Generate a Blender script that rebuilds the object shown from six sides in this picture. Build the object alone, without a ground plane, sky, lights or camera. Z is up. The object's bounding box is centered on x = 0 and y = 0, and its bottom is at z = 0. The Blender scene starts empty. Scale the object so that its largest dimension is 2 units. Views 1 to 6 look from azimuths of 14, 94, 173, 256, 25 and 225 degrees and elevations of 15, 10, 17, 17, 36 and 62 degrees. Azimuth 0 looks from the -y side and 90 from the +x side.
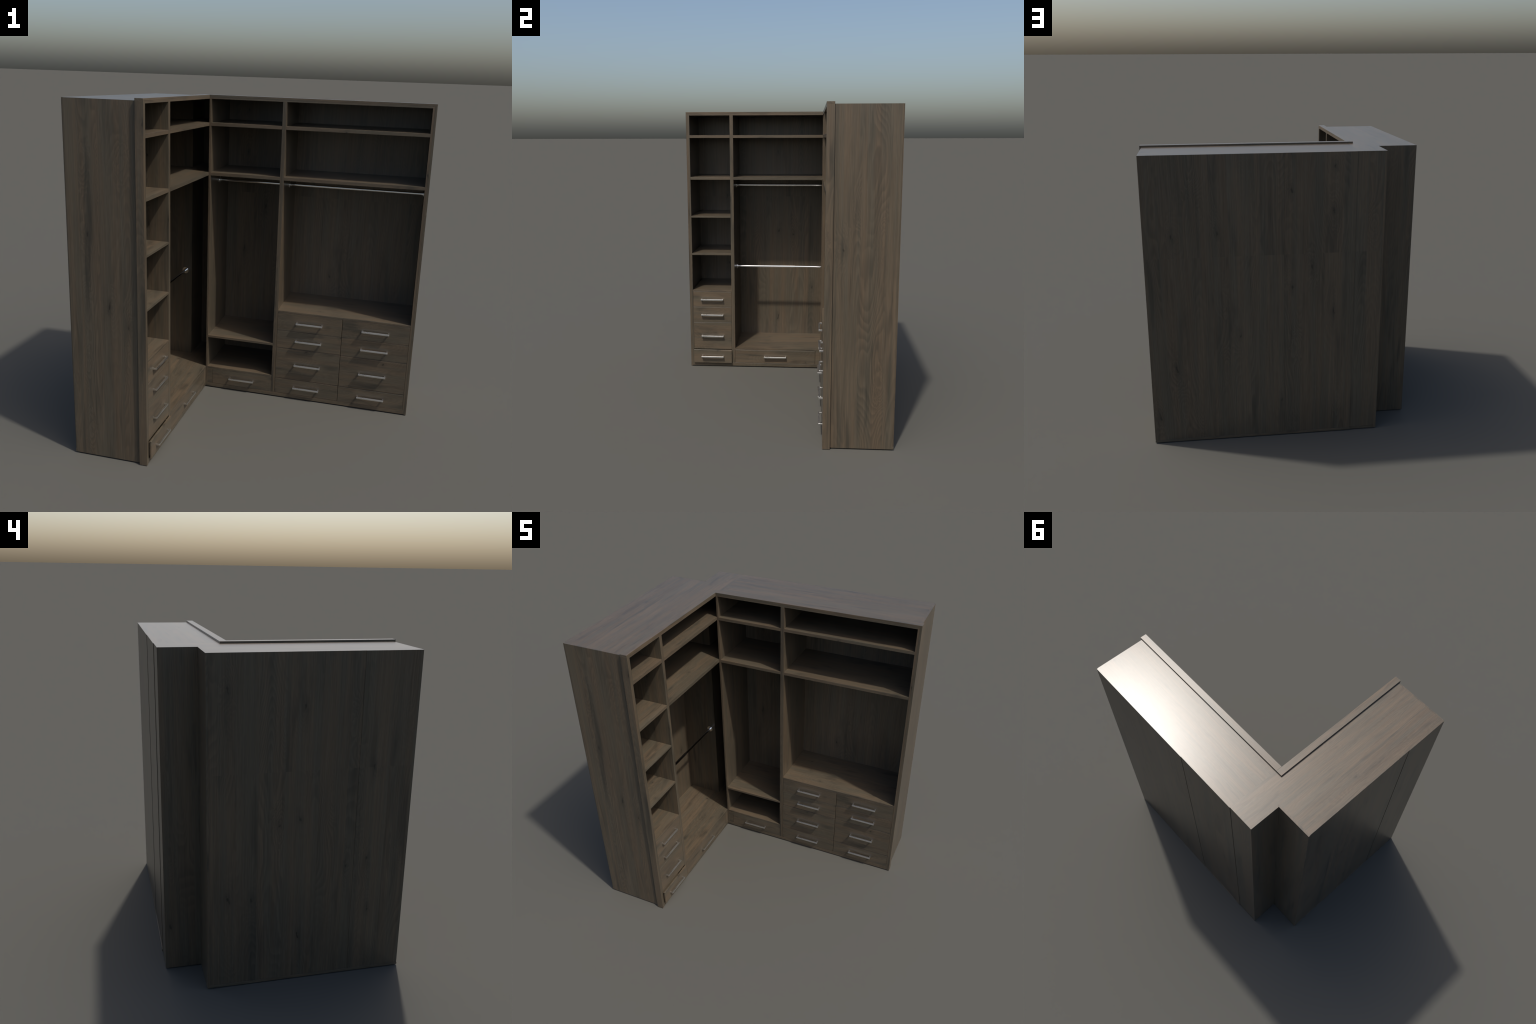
"""Walk-in corner wardrobe: two wings of open board cabinets meeting in an L,
brown-grey oak laminate, drawers with steel bar handles, chrome hanging rods.
All boards are built in metres straight in the world frame (object origin = world
origin), so Object coordinates in the materials are real positions."""
import bpy, bmesh, math
from mathutils import Vector, Matrix

# ------------------------------------------------------------------ dimensions
T = 0.0127                       # board thickness
TOP = 2.0                        # top of the fascia
ZC = TOP - 0.0121                # top of the carcass
ZI = ZC - T                      # underside of the top boards
ZB = 0.0045                      # carcass stands on feet this high
# left wing (runs along y, opens towards +x)
LX_BACK, LX_FRONT = -0.9148, -0.4703
LY_END = -0.7255                 # fascia end
LY0 = LY_END + T                 # outer face of the end panel
LY1 = 0.5000                     # outer face of the inner end panel
# right wing (runs along x, opens towards -y)
RY_BACK, RY_FRONT = 0.7255, 0.3078
RX_END = 0.915
RX1 = RX_END - T
RX0 = -0.6550                    # outer face of the panel closing the corner
FASCIA = 0.0445                  # depth of the fascia strips
BACK = 0.0062                    # back panel depth
RECESS = 0.0014                  # left wing back panels sit this far inside
# divider pairs
LD0, LD1 = -0.3940, -0.3685      # left wing, in y
RD0, RD1 = 0.0010, 0.0265        # right wing, in x
CORNER_X = -0.4575               # inner face of the right wing's first side
# heights (bottom, top) of the horizontal boards
SHELF_A = (1.8083, 1.8290)
SHELF_B = (1.4930, 1.5135)
SHELF_C = (1.2005, 1.2135)
SHELF_D = (0.9065, 0.9200)
COUNTER = (0.6140, 0.6265)
CUBBY = (0.3714, 0.3866)
FLOOR = (0.1400, 0.1530)
RAIL_TOP = 0.0300
# drawer front heights, (bottom, top)
DRAWERS = [(0.4890, 0.6125), (0.3630, 0.4875), (0.1420, 0.3612), (0.0315, 0.1392)]
BASE_DRAWER = (0.0315, 0.1388)
FRONT_T = 0.0110                 # drawer front thickness

# ------------------------------------------------------------------ materials
def new_mat(name):
    m = bpy.data.materials.new(name)
    m.use_nodes = True
    m.node_tree.nodes.clear()
    return m, m.node_tree.nodes, m.node_tree.links

class G:
    """small helper to write node graphs as expressions"""
    def __init__(s, mat): s.n, s.l = mat.node_tree.nodes, mat.node_tree.links
    def put(s, sock, v):
        if hasattr(v, "is_linked") or isinstance(v, bpy.types.NodeSocket): s.l.new(v, sock)
        else: sock.default_value = v
    def math(s, op, a, b=0.0, c=None, clamp=False):
        n = s.n.new("ShaderNodeMath"); n.operation = op; n.use_clamp = clamp
        s.put(n.inputs[0], a); s.put(n.inputs[1], b)
        if c is not None: s.put(n.inputs[2], c)
        return n.outputs[0]
    def comb(s, x, y, z):
        n = s.n.new("ShaderNodeCombineXYZ")
        for i, v in enumerate((x, y, z)): s.put(n.inputs[i], v)
        return n.outputs[0]
    def noise(s, vec, scale=1.0, detail=2.0, rough=0.5, dist=0.0):
        n = s.n.new("ShaderNodeTexNoise"); n.noise_dimensions = '3D'
        s.put(n.inputs["Vector"], vec); n.inputs["Scale"].default_value = scale
        n.inputs["Detail"].default_value = detail; n.inputs["Roughness"].default_value = rough
        n.inputs["Distortion"].default_value = dist
        return n.outputs[0]
    def ramp(s, v, lo, hi, a=0.0, b=1.0, smooth=True):
        n = s.n.new("ShaderNodeMapRange"); n.clamp = True
        n.interpolation_type = 'SMOOTHSTEP' if smooth else 'LINEAR'
        s.put(n.inputs["Value"], v)
        for k, x in zip(("From Min", "From Max", "To Min", "To Max"), (lo, hi, a, b)):
            n.inputs[k].default_value = x
        return n.outputs[0]
    def mix(s, f, a, b, mode='MIX'):
        n = s.n.new("ShaderNodeMix"); n.data_type = 'RGBA'; n.blend_type = mode
        s.put(n.inputs["Factor"], f)
        s.put(n.inputs[6], a); s.put(n.inputs[7], b)
        return n.outputs[2]

BROWN = (0.110, 0.081, 0.053, 1)
GREY = (0.090, 0.075, 0.053, 1)
DARK = (0.036, 0.033, 0.026, 1)
WOOD_ROUGH = 0.305

def wood(name, grain, tile=None, squeeze=1.0, knots=0.80, fine=1.0,
         stain_amount=0.85, ring_amount=0.36, vary=1.0):
    """oak laminate with the grain along 'x', 'y' or 'z'. tile = length of one printed
    sheet (the figure restarts there); squeeze shortens the figure along the grain,
    fine narrows it across."""
    m, n, l = new_mat(name); g = G(m)
    tc = n.new("ShaderNodeTexCoord"); oi = n.new("ShaderNodeObjectInfo")
    sp = n.new("ShaderNodeSeparateXYZ"); l.new(tc.outputs["Object"], sp.inputs[0])
    ax = {'x': 0, 'y': 1, 'z': 2}[grain]
    along = sp.outputs[ax]
    c1, c2 = [sp.outputs[i] for i in range(3) if i != ax]
    rnd = oi.outputs["Random"]
    M = lambda a, b: g.math('MULTIPLY', a, b)
    A = lambda a, b: g.math('ADD', a, b)
    raw = A(A(c1, c2), M(rnd, 9.0 * vary))
    sway = g.noise(g.comb(M(raw, 4.0), M(along, 2.2 * squeeze), 4.4), 1.0, 2.0)
    across = M(A(raw, M(g.math('SUBTRACT', sway, 0.5), 0.014)), fine)      # wandering grain
    al = M(A(along, M(rnd, 23.0 * vary)), squeeze)
    # printed planks: strips of slightly different tone, each with its own figure
    vo = n.new("ShaderNodeTexVoronoi"); vo.voronoi_dimensions = '1D'; vo.feature = 'F1'
    vo.inputs["Scale"].default_value = 7.0; vo.inputs["Randomness"].default_value = 0.9
    l.new(across, vo.inputs["W"])
    sepv = n.new("ShaderNodeSeparateColor"); l.new(vo.outputs["Color"], sepv.inputs[0])
    plank = sepv.outputs[0]
    pz = M(plank, 40.0)
    fz = A(pz, M(g.math('FLOOR', g.math('DIVIDE', along, tile)), 3.7)) if tile else pz
    # knots: sparse cells of a stretched voronoi
    kv = n.new("ShaderNodeTexVoronoi"); kv.voronoi_dimensions = '2D'; kv.feature = 'F1'
    kv.inputs["Scale"].default_value = 1.0
    wob = g.noise(g.comb(M(across, 60.0), M(al, 25.0), 1.3), 1.0, 2.0)
    wobk = M(g.math('SUBTRACT', wob, 0.5), 0.22)
    l.new(g.comb(A(M(across, 8.0), wobk), A(M(al, 2.6), wobk), 0.0), kv.inputs["Vector"])
    ksep = n.new("ShaderNodeSeparateColor"); l.new(kv.outputs["Color"], ksep.inputs[0])
    has = g.math('GREATER_THAN', ksep.outputs[0], knots)
    kd = kv.outputs["Distance"]
    core = M(has, g.ramp(kd, 0.060, 0.012))
    halo = M(has, g.ramp(kd, 0.24, 0.03))
    swirl = M(g.math('GREATER_THAN', ksep.outputs[0], knots - 0.25), g.ramp(kd, 0.50, 0.0))
    # growth rings cut lengthwise: contour lines of a long smooth noise (cathedrals)
    field = g.noise(g.comb(M(across, 6.5), M(al, 0.85), fz), 1.0, 1.2, 0.4)
    field = A(field, M(swirl, 0.13))
    wob2 = g.noise(g.comb(M(across, 40.0), M(al, 12.0), pz), 1.0, 2.0)
    field = A(field, M(wob2, 0.016))
    rings = g.math('FRACT', M(field, 30.0))
    rings = M(g.ramp(rings, 0.0, 0.75), g.ramp(rings, 1.0, 0.82))
    ringamp = g.ramp(g.noise(g.comb(M(across, 5.0), M(al, 0.9), A(fz, 7.7)), 1.0, 1.0), 0.40, 0.62)
    # broad bands, long dark stains, streaks, pores
    band = g.noise(g.comb(M(across, 24.0), M(al, 0.7), pz), 1.0, 3.0, 0.55, 0.2)
    stain = g.noise(g.comb(M(across, 26.0), M(al, 2.0), A(fz, 5.0)), 1.0, 2.5, 0.5, 0.35)
    patch = g.ramp(g.noise(g.comb(M(across, 6.0), M(al, 1.1), A(fz, 3.0)), 1.0, 1.0), 0.40, 0.60)
    streak = g.noise(g.comb(M(across, 150.0), M(al, 1.8), pz), 1.0, 2.0, 0.6)
    pores = g.noise(g.comb(M(across, 560.0), M(al, 14.0), 2.2), 1.0, 1.0)
    col = g.mix(g.ramp(band, 0.36, 0.64), BROWN, GREY)
    col = g.mix(M(M(g.ramp(stain, 0.48, 0.74), A(0.30, M(patch, 0.70))), stain_amount), col, DARK)
    col = g.mix(M(M(rings, A(0.15, M(ringamp, 0.85))), ring_amount), col, DARK)
    col = g.mix(M(halo, 0.35), col, DARK)
    val = A(0.93, A(M(g.math('SUBTRACT', streak, 0.5), 0.66),
            A(M(g.math('SUBTRACT', pores, 0.5), 0.40), M(plank, 0.14))))
    grey3 = n.new("ShaderNodeCombineColor")
    for i in range(3): l.new(val, grey3.inputs[i])
    col = g.mix(1.0, col, grey3.outputs[0], 'MULTIPLY')
    col = g.mix(M(core, 0.75), col, (0.018, 0.015, 0.012, 1))
    out = n.new("ShaderNodeOutputMaterial"); b = n.new("ShaderNodeBsdfPrincipled")
    l.new(col, b.inputs["Base Color"])
    l.new(A(WOOD_ROUGH - 0.015, M(streak, 0.03)), b.inputs["Roughness"])
    b.inputs["Specular IOR Level"].default_value = 0.5
    bp = n.new("ShaderNodeBump"); bp.inputs["Strength"].default_value = 0.04
    bp.inputs["Distance"].default_value = 0.001
    l.new(val, bp.inputs["Height"]); l.new(bp.outputs[0], b.inputs["Normal"])
    l.new(b.outputs[0], out.inputs[0])
    return m

def metal(name, col, rough, metallic=1.0):
    m, n, l = new_mat(name); g = G(m)
    tc = n.new("ShaderNodeTexCoord")
    out = n.new("ShaderNodeOutputMaterial"); b = n.new("ShaderNodeBsdfPrincipled")
    ns = g.noise(tc.outputs["Object"], 12.0, 1.0)
    l.new(g.ramp(ns, 0.2, 0.8, rough * 0.85, rough * 1.15), b.inputs["Roughness"])
    b.inputs["Base Color"].default_value = col
    b.inputs["Metallic"].default_value = metallic
    l.new(b.outputs[0], out.inputs[0])
    return m

OAK = {"z": wood("oak_laminate_upright", 'z', knots=0.82, fine=1.05)}
for a in "xy":
    OAK[a] = wood("oak_laminate_level_" + a, a, squeeze=2.8, knots=0.90, fine=1.15,
                  stain_amount=0.70, ring_amount=0.22)
    OAK["top_" + a] = wood("oak_laminate_top_" + a, a, squeeze=2.3, knots=0.99, fine=1.5,
                           stain_amount=0.46, ring_amount=0.16, vary=0.0)
OAK_SHEET = wood("oak_laminate_sheet", 'z', tile=1.33, knots=0.82, stain_amount=0.55, fine=0.88)
STEEL = metal("brushed_steel", (0.90, 0.90, 0.89, 1), 0.29)
CHROME = metal("chrome", (0.92, 0.92, 0.92, 1), 0.10)

# ------------------------------------------------------------------ builders
coll = bpy.context.scene.collection
root = bpy.data.objects.new("corner_wardrobe", None)
root.empty_display_size = 0.2
root["label"] = "open L-shaped corner wardrobe in brown grey oak with drawers"
root["category"] = "wardrobe"
coll.objects.link(root)

def add(name, bm, mat, parent=root, smooth=False):
    me = bpy.data.meshes.new(name); bm.to_mesh(me); bm.free()
    me.materials.append(mat)
    if smooth:
        for p in me.polygons: p.use_smooth = True
    ob = bpy.data.objects.new(name, me); coll.objects.link(ob); ob.parent = parent
    return ob

def box_into(bm, x, y, z, bevel=0.0006):
    r = bmesh.ops.create_cube(bm, size=1.0)["verts"]
    for v in r:
        v.co = Vector((x[0] + (v.co.x + .5) * (x[1] - x[0]),
                       y[0] + (v.co.y + .5) * (y[1] - y[0]),
                       z[0] + (v.co.z + .5) * (z[1] - z[0])))
    if bevel:
        es = list({e for v in r for e in v.link_edges})
        bmesh.ops.bevel(bm, geom=es, offset=bevel, segments=1, affect='EDGES', profile=0.5)

def board(name, x, y, z, grain, bevel=0.0005, mat=None, parent=root):
    bm = bmesh.new(); box_into(bm, x, y, z, bevel)
    return add(name, bm, mat or OAK[grain], parent)

def cyl_into(bm, a, b, radius, seg=24):
    a, b = Vector(a), Vector(b); d = b - a
    rot = d.to_track_quat('Z', 'Y').to_matrix().to_4x4()
    bmesh.ops.create_cone(bm, cap_ends=True, segments=seg, radius1=radius, radius2=radius,
                          depth=d.length, matrix=Matrix.Translation((a + b) / 2) @ rot)

def polygon_board(name, pts, z, grain):
    bm = bmesh.new()
    lo = [bm.verts.new((px, py, z[0])) for px, py in pts]
    f = bm.faces.new(lo)
    up = bmesh.ops.extrude_face_region(bm, geom=[f])["geom"]
    for v in up:
        if isinstance(v, bmesh.types.BMVert): v.co.z = z[1]
    bmesh.ops.recalc_face_normals(bm, faces=bm.faces)
    return add(name, bm, OAK[grain])

# ------------------------------------------------------------------ left wing
lx = (LX_BACK + BACK, LX_FRONT)                  # clear depth of the left wing
lb = (LX_BACK + BACK, LX_FRONT)
ly_in0, ly_in1 = LY0 + T, LY1 - T
board("side_panel", (LX_BACK + BACK, LX_FRONT - 0.0125), (LY0, ly_in0 - 0.0038), (ZB, ZC), 'z', 0.0002)
board("edge_strip", (LX_FRONT - 0.0125, LX_FRONT), (LY0, ly_in0), (ZB, ZC), 'z', 0.0002)
mid = (LD0 + LD1) / 2
board("side_panel", lb, (LD0, mid), (RAIL_TOP, ZI), 'z', 0.0002)
board("side_panel", lb, (mid, LD1), (RAIL_TOP, ZI), 'z', 0.0002)
board("side_panel", (LX_BACK, RX0 + T), (ly_in1, LY1), (ZB, ZC), 'z', 0.0002)
# ------------------------------------------------------------------ right wing
ry = (RY_FRONT, RY_BACK - BACK)
board("side_panel", (RX0, RX0 + T), (LY1, RY_BACK - 0.0050), (ZB, ZC), 'z', 0.0002)
board("side_panel", (LX_FRONT, CORNER_X), (RY_FRONT, RY_BACK - BACK), (RAIL_TOP, ZI), 'z')
midr = (RD0 + RD1) / 2
board("side_panel", (RD0, midr), ry, (RAIL_TOP, ZI), 'z', 0.0002)
board("side_panel", (midr, RD1), ry, (RAIL_TOP, ZI), 'z', 0.0002)
board("side_panel", (RX1 - T, RX1), (RY_FRONT, RY_BACK - BACK), (ZB, ZC), 'z', 0.0002)

# top boards of the four cabinets and of the corner
SEAM_L, SEAM_R, SEAM_C = -0.3760, 0.0035, -0.4635
top_z = (ZI, ZC)
tb, tr = LX_BACK + BACK, RY_BACK - BACK        # rear edges of the top boards
tl = ly_in0 - 0.0038
board("top_panel", (tb, LX_FRONT - 0.0125), (tl, LD0 + T), top_z, "top_y", 0)
board("top_panel", (LX_FRONT - 0.0125, LX_FRONT), (ly_in0, LD0 + T), top_z, "top_y", 0)
polygon_board("top_panel", [(tb, LD0 + T), (LX_FRONT, LD0 + T), (LX_FRONT, RY_FRONT), (SEAM_C, RY_FRONT),
              (SEAM_C, tr), (RX0 + T, tr), (RX0 + T, ly_in1), (tb, ly_in1)], top_z, "top_y")
board("top_panel", (SEAM_C, RD0 + T), (RY_FRONT, tr), top_z, "top_x", 0)
board("top_panel", (RD0 + T, RX1 - T), (RY_FRONT, tr), top_z, "top_x", 0)

# back panels (sheets, with dark joints between the cabinets)
zb = (0.0215, ZC)
LAP = 0.0028                                   # bare strip left beside each end
for y0, y1, out in ((LY0 + LAP, SEAM_L, 0.0002), (SEAM_L, ly_in1, 0.0020)):
    board("back_panel", (LX_BACK + out, LX_BACK + BACK), (y0, y1), zb, 'z', 0.0002, OAK_SHEET)
for x0, x1, out in ((RX0 + T, SEAM_C, 0.0052), (SEAM_C, SEAM_R, 0.0024), (SEAM_R, RX1 - LAP, 0.0006)):
    board("back_panel", (x0, x1), (RY_BACK - BACK, RY_BACK - out), zb, 'z', 0.0002, OAK_SHEET)

# bottom boards under each wing
bz = (ZB, 0.0205)
board("bottom_panel", (LX_BACK + BACK, LX_FRONT - 0.02), (ly_in0 - 0.0038, ly_in1), bz, 'y')
board("bottom_panel", (LX_BACK + 0.0006, LX_BACK + BACK), (LY0, ly_in1), bz, 'y')
board("bottom_panel", (RX0 + T, LX_FRONT - 0.02), (ly_in1 + 0.0002, RY_BACK - BACK), bz, 'x')
board("bottom_panel", (LX_FRONT - 0.02, RX1 - T), (RY_FRONT + 0.02, RY_BACK - BACK), bz, 'x')
board("bottom_panel", (RX0 + T, SEAM_C), (RY_BACK - BACK, RY_BACK - 0.0054), bz, 'x', 0)
board("bottom_panel", (SEAM_C, RX1), (RY_BACK - BACK, RY_BACK), bz, 'x')

# plinth rails along the fronts
board("plinth_rail", (LX_FRONT - 0.0197, LX_FRONT), (ly_in0, RY_FRONT + 0.0197), (ZB, RAIL_TOP), 'y')
board("plinth_rail", (LX_FRONT + 0.0002, RX1 - T), (RY_FRONT, RY_FRONT + 0.0197), (ZB, RAIL_TOP), 'x')
# filler posts beside the base drawers, next to the inner corner
board("filler_post", (LX_FRONT - T, LX_FRONT), (0.2700, RY_FRONT), (RAIL_TOP, FLOOR[0]), 'y')
board("filler_post", (CORNER_X, -0.4222), (RY_FRONT, RY_FRONT + T), (RAIL_TOP, FLOOR[0]), 'x')

# fascia strips: along the top and down both free ends
board("fascia", (LX_FRONT - FASCIA, LX_FRONT + 0.0004), (LY_END, RY_FRONT + FASCIA), (ZC, TOP), 'top_y')
board("fascia", (LX_FRONT + 0.0005, RX_END), (RY_FRONT - 0.0004, RY_FRONT + FASCIA), (ZC, TOP), 'top_x')
board("fascia", (LX_FRONT - FASCIA, LX_FRONT + 0.0004), (LY_END, LY_END + T), (0.0, ZC), 'z')
board("fascia", (RX_END - T, RX_END), (RY_FRONT - 0.0004, RY_FRONT + FASCIA), (0.0, ZC), 'z')

# shelves: left wing bay 1 (narrow), bay 2 (hanging, reaching into the corner)
for z in (SHELF_A, SHELF_B, SHELF_C, SHELF_D, COUNTER):
    board("shelf", lx, (ly_in0 - 0.0001, LD0), z, 'y')
def corner_shelf(name, z):
    x0, x1 = lx
    polygon_board(name, [(x0, LD1), (x1, LD1), (x1, RY_FRONT), (x1 - 0.0002, RY_FRONT),
                         (x1 - 0.0002, RY_BACK - BACK), (RX0 + T, RY_BACK - BACK), (RX0 + T, ly_in1), (x0, ly_in1)], z, 'y')
corner_shelf("shelf", SHELF_A)
corner_shelf("shelf", SHELF_B)
corner_shelf("floor_panel", FLOOR)
# right wing: narrow bay and wide bay
for z in (SHELF_A, SHELF_B, CUBBY):
    board("shelf", (CORNER_X, RD0), ry, z, 'x')
board("floor_panel", (CORNER_X, RD0), ry, FLOOR, 'x')
for z in (SHELF_A, SHELF_B):
    board("shelf", (RD1, RX1 - T), ry, z, 'x')
board("counter", (RD1, RX1 - T), ry, COUNTER, 'x')
# web between the two columns of drawers
board("divider", (0.4545, 0.4615), (RY_FRONT + 0.02, RY_BACK - BACK), (RAIL_TOP, COUNTER[0]), 'z')

# ------------------------------------------------------------------ handles
H_LEN, H_OUT, H_H, H_D = 0.1765, 0.0225, 0.0105, 0.0092
def handle_mesh():
    """bar handle in local axes: length on X, standing out along -Y, origin on the front"""
    bm = bmesh.new()
    h = H_LEN / 2
    box_into(bm, (-h, h), (-H_OUT, -H_OUT + H_D), (-H_H / 2, H_H / 2), 0.0004)
    for s in (-1, 1):
        xs = sorted((s * h - s * 0.0004, s * (h - 0.0088)))
        box_into(bm, tuple(xs), (-H_OUT + H_D - 0.0006, 0.0), (-H_H / 2 + 0.0003, H_H / 2 - 0.0003), 0.0003)
    me = bpy.data.meshes.new("handle"); bm.to_mesh(me); bm.free()
    me.materials.append(STEEL)
    return me
HANDLE = handle_mesh()
def handle(parent, at, facing):
    ob = bpy.data.objects.new("handle", HANDLE); coll.objects.link(ob)
    ob.parent = parent
    ob.matrix_world = Matrix.Translation(at) @ Matrix.Rotation(math.pi / 2 if facing == 'x' else 0.0, 4, 'Z')
    return ob

def drawer(span, z, facing, pull=0.0, depth=0.34):
    """a drawer: front board plus open box behind it, with a bar handle"""
    bm = bmesh.new(); a, b = span; w = 0.009
    def put(s, d, zz, bev):
        # s: along the front, d: distance behind the front plane
        if facing == 'x':
            box_into(bm, (LX_FRONT + pull - d[1], LX_FRONT + pull - d[0]), s, zz, bev)
        else:
            box_into(bm, s, (RY_FRONT - pull + d[0], RY_FRONT - pull + d[1]), zz, bev)
    put((a, b), (0.0, FRONT_T), z, 0.0011)
    i0, i1, zt = a + 0.012, b - 0.012, z[1] - 0.02
    put((i0, i0 + w), (FRONT_T, depth), (z[0] + 0.012, zt), 0)
    put((i1 - w, i1), (FRONT_T, depth), (z[0] + 0.012, zt), 0)
    put((i0 + w, i1 - w), (depth - w, depth), (z[0] + 0.012, zt), 0)
    put((i0 + w, i1 - w), (FRONT_T, depth - w), (z[0] + 0.012, z[0] + 0.018), 0)
    ob = add("drawer", bm, OAK['y' if facing == 'x' else 'x'])
    c, zc = (a + b) / 2, (z[0] + z[1]) / 2
    at = (LX_FRONT + pull, c, zc) if facing == 'x' else (c, RY_FRONT - pull, zc)
    handle(ob, Vector(at), facing)

g = 0.0010
for i, z in enumerate(DRAWERS):
    drawer((ly_in0 - 0.0 + g, LD0 - g), z, 'x', pull=0.0155 if i == 3 else 0.0)
    drawer((RD1 + g, 0.4566), z, 'y')
    drawer((0.4594, RX1 - T - g), z, 'y')
drawer((LD1 + g, 0.2683), BASE_DRAWER, 'x')
drawer((-0.4207, RD0 - g), BASE_DRAWER, 'y')

# ------------------------------------------------------------------ hanging rods
ROD_R, ROD_R2, FL_R = 0.0098, 0.0086, 0.0225
def rod(a, b):
    """telescopic tube between two round wall flanges"""
    a, b = Vector(a), Vector(b); d = (b - a).normalized(); m = a.lerp(b, 0.546)
    bm = bmesh.new(); cyl_into(bm, a, m, ROD_R, 40); cyl_into(bm, m - d * 0.01, b, ROD_R2, 40)
    ob = add("hanging_rod", bm, CHROME, smooth=True)
    ob.data.set_sharp_from_angle(angle=math.radians(40))
    for p, s in ((a, d), (b, -d)):
        fb = bmesh.new()
        cyl_into(fb, p, p + s * 0.0035, FL_R, 40)
        cyl_into(fb, p + s * 0.0036, p + s * 0.013, ROD_R + 0.0022, 32)
        f = add("rod_flange", fb, CHROME, ob, smooth=True)
        f.data.set_sharp_from_angle(angle=math.radians(40))
ROD_X, ROD_Y, ROD_Z = -0.6885, 0.5130, 1.4400
rod((ROD_X, LD1, ROD_Z), (ROD_X, ly_in1, ROD_Z))
rod((ROD_X, LD1, 0.7805), (ROD_X, ly_in1, 0.7805))
rod((CORNER_X, ROD_Y, ROD_Z), (RD0, ROD_Y, ROD_Z))
rod((RD1, ROD_Y, ROD_Z), (RX1 - T, ROD_Y, ROD_Z))
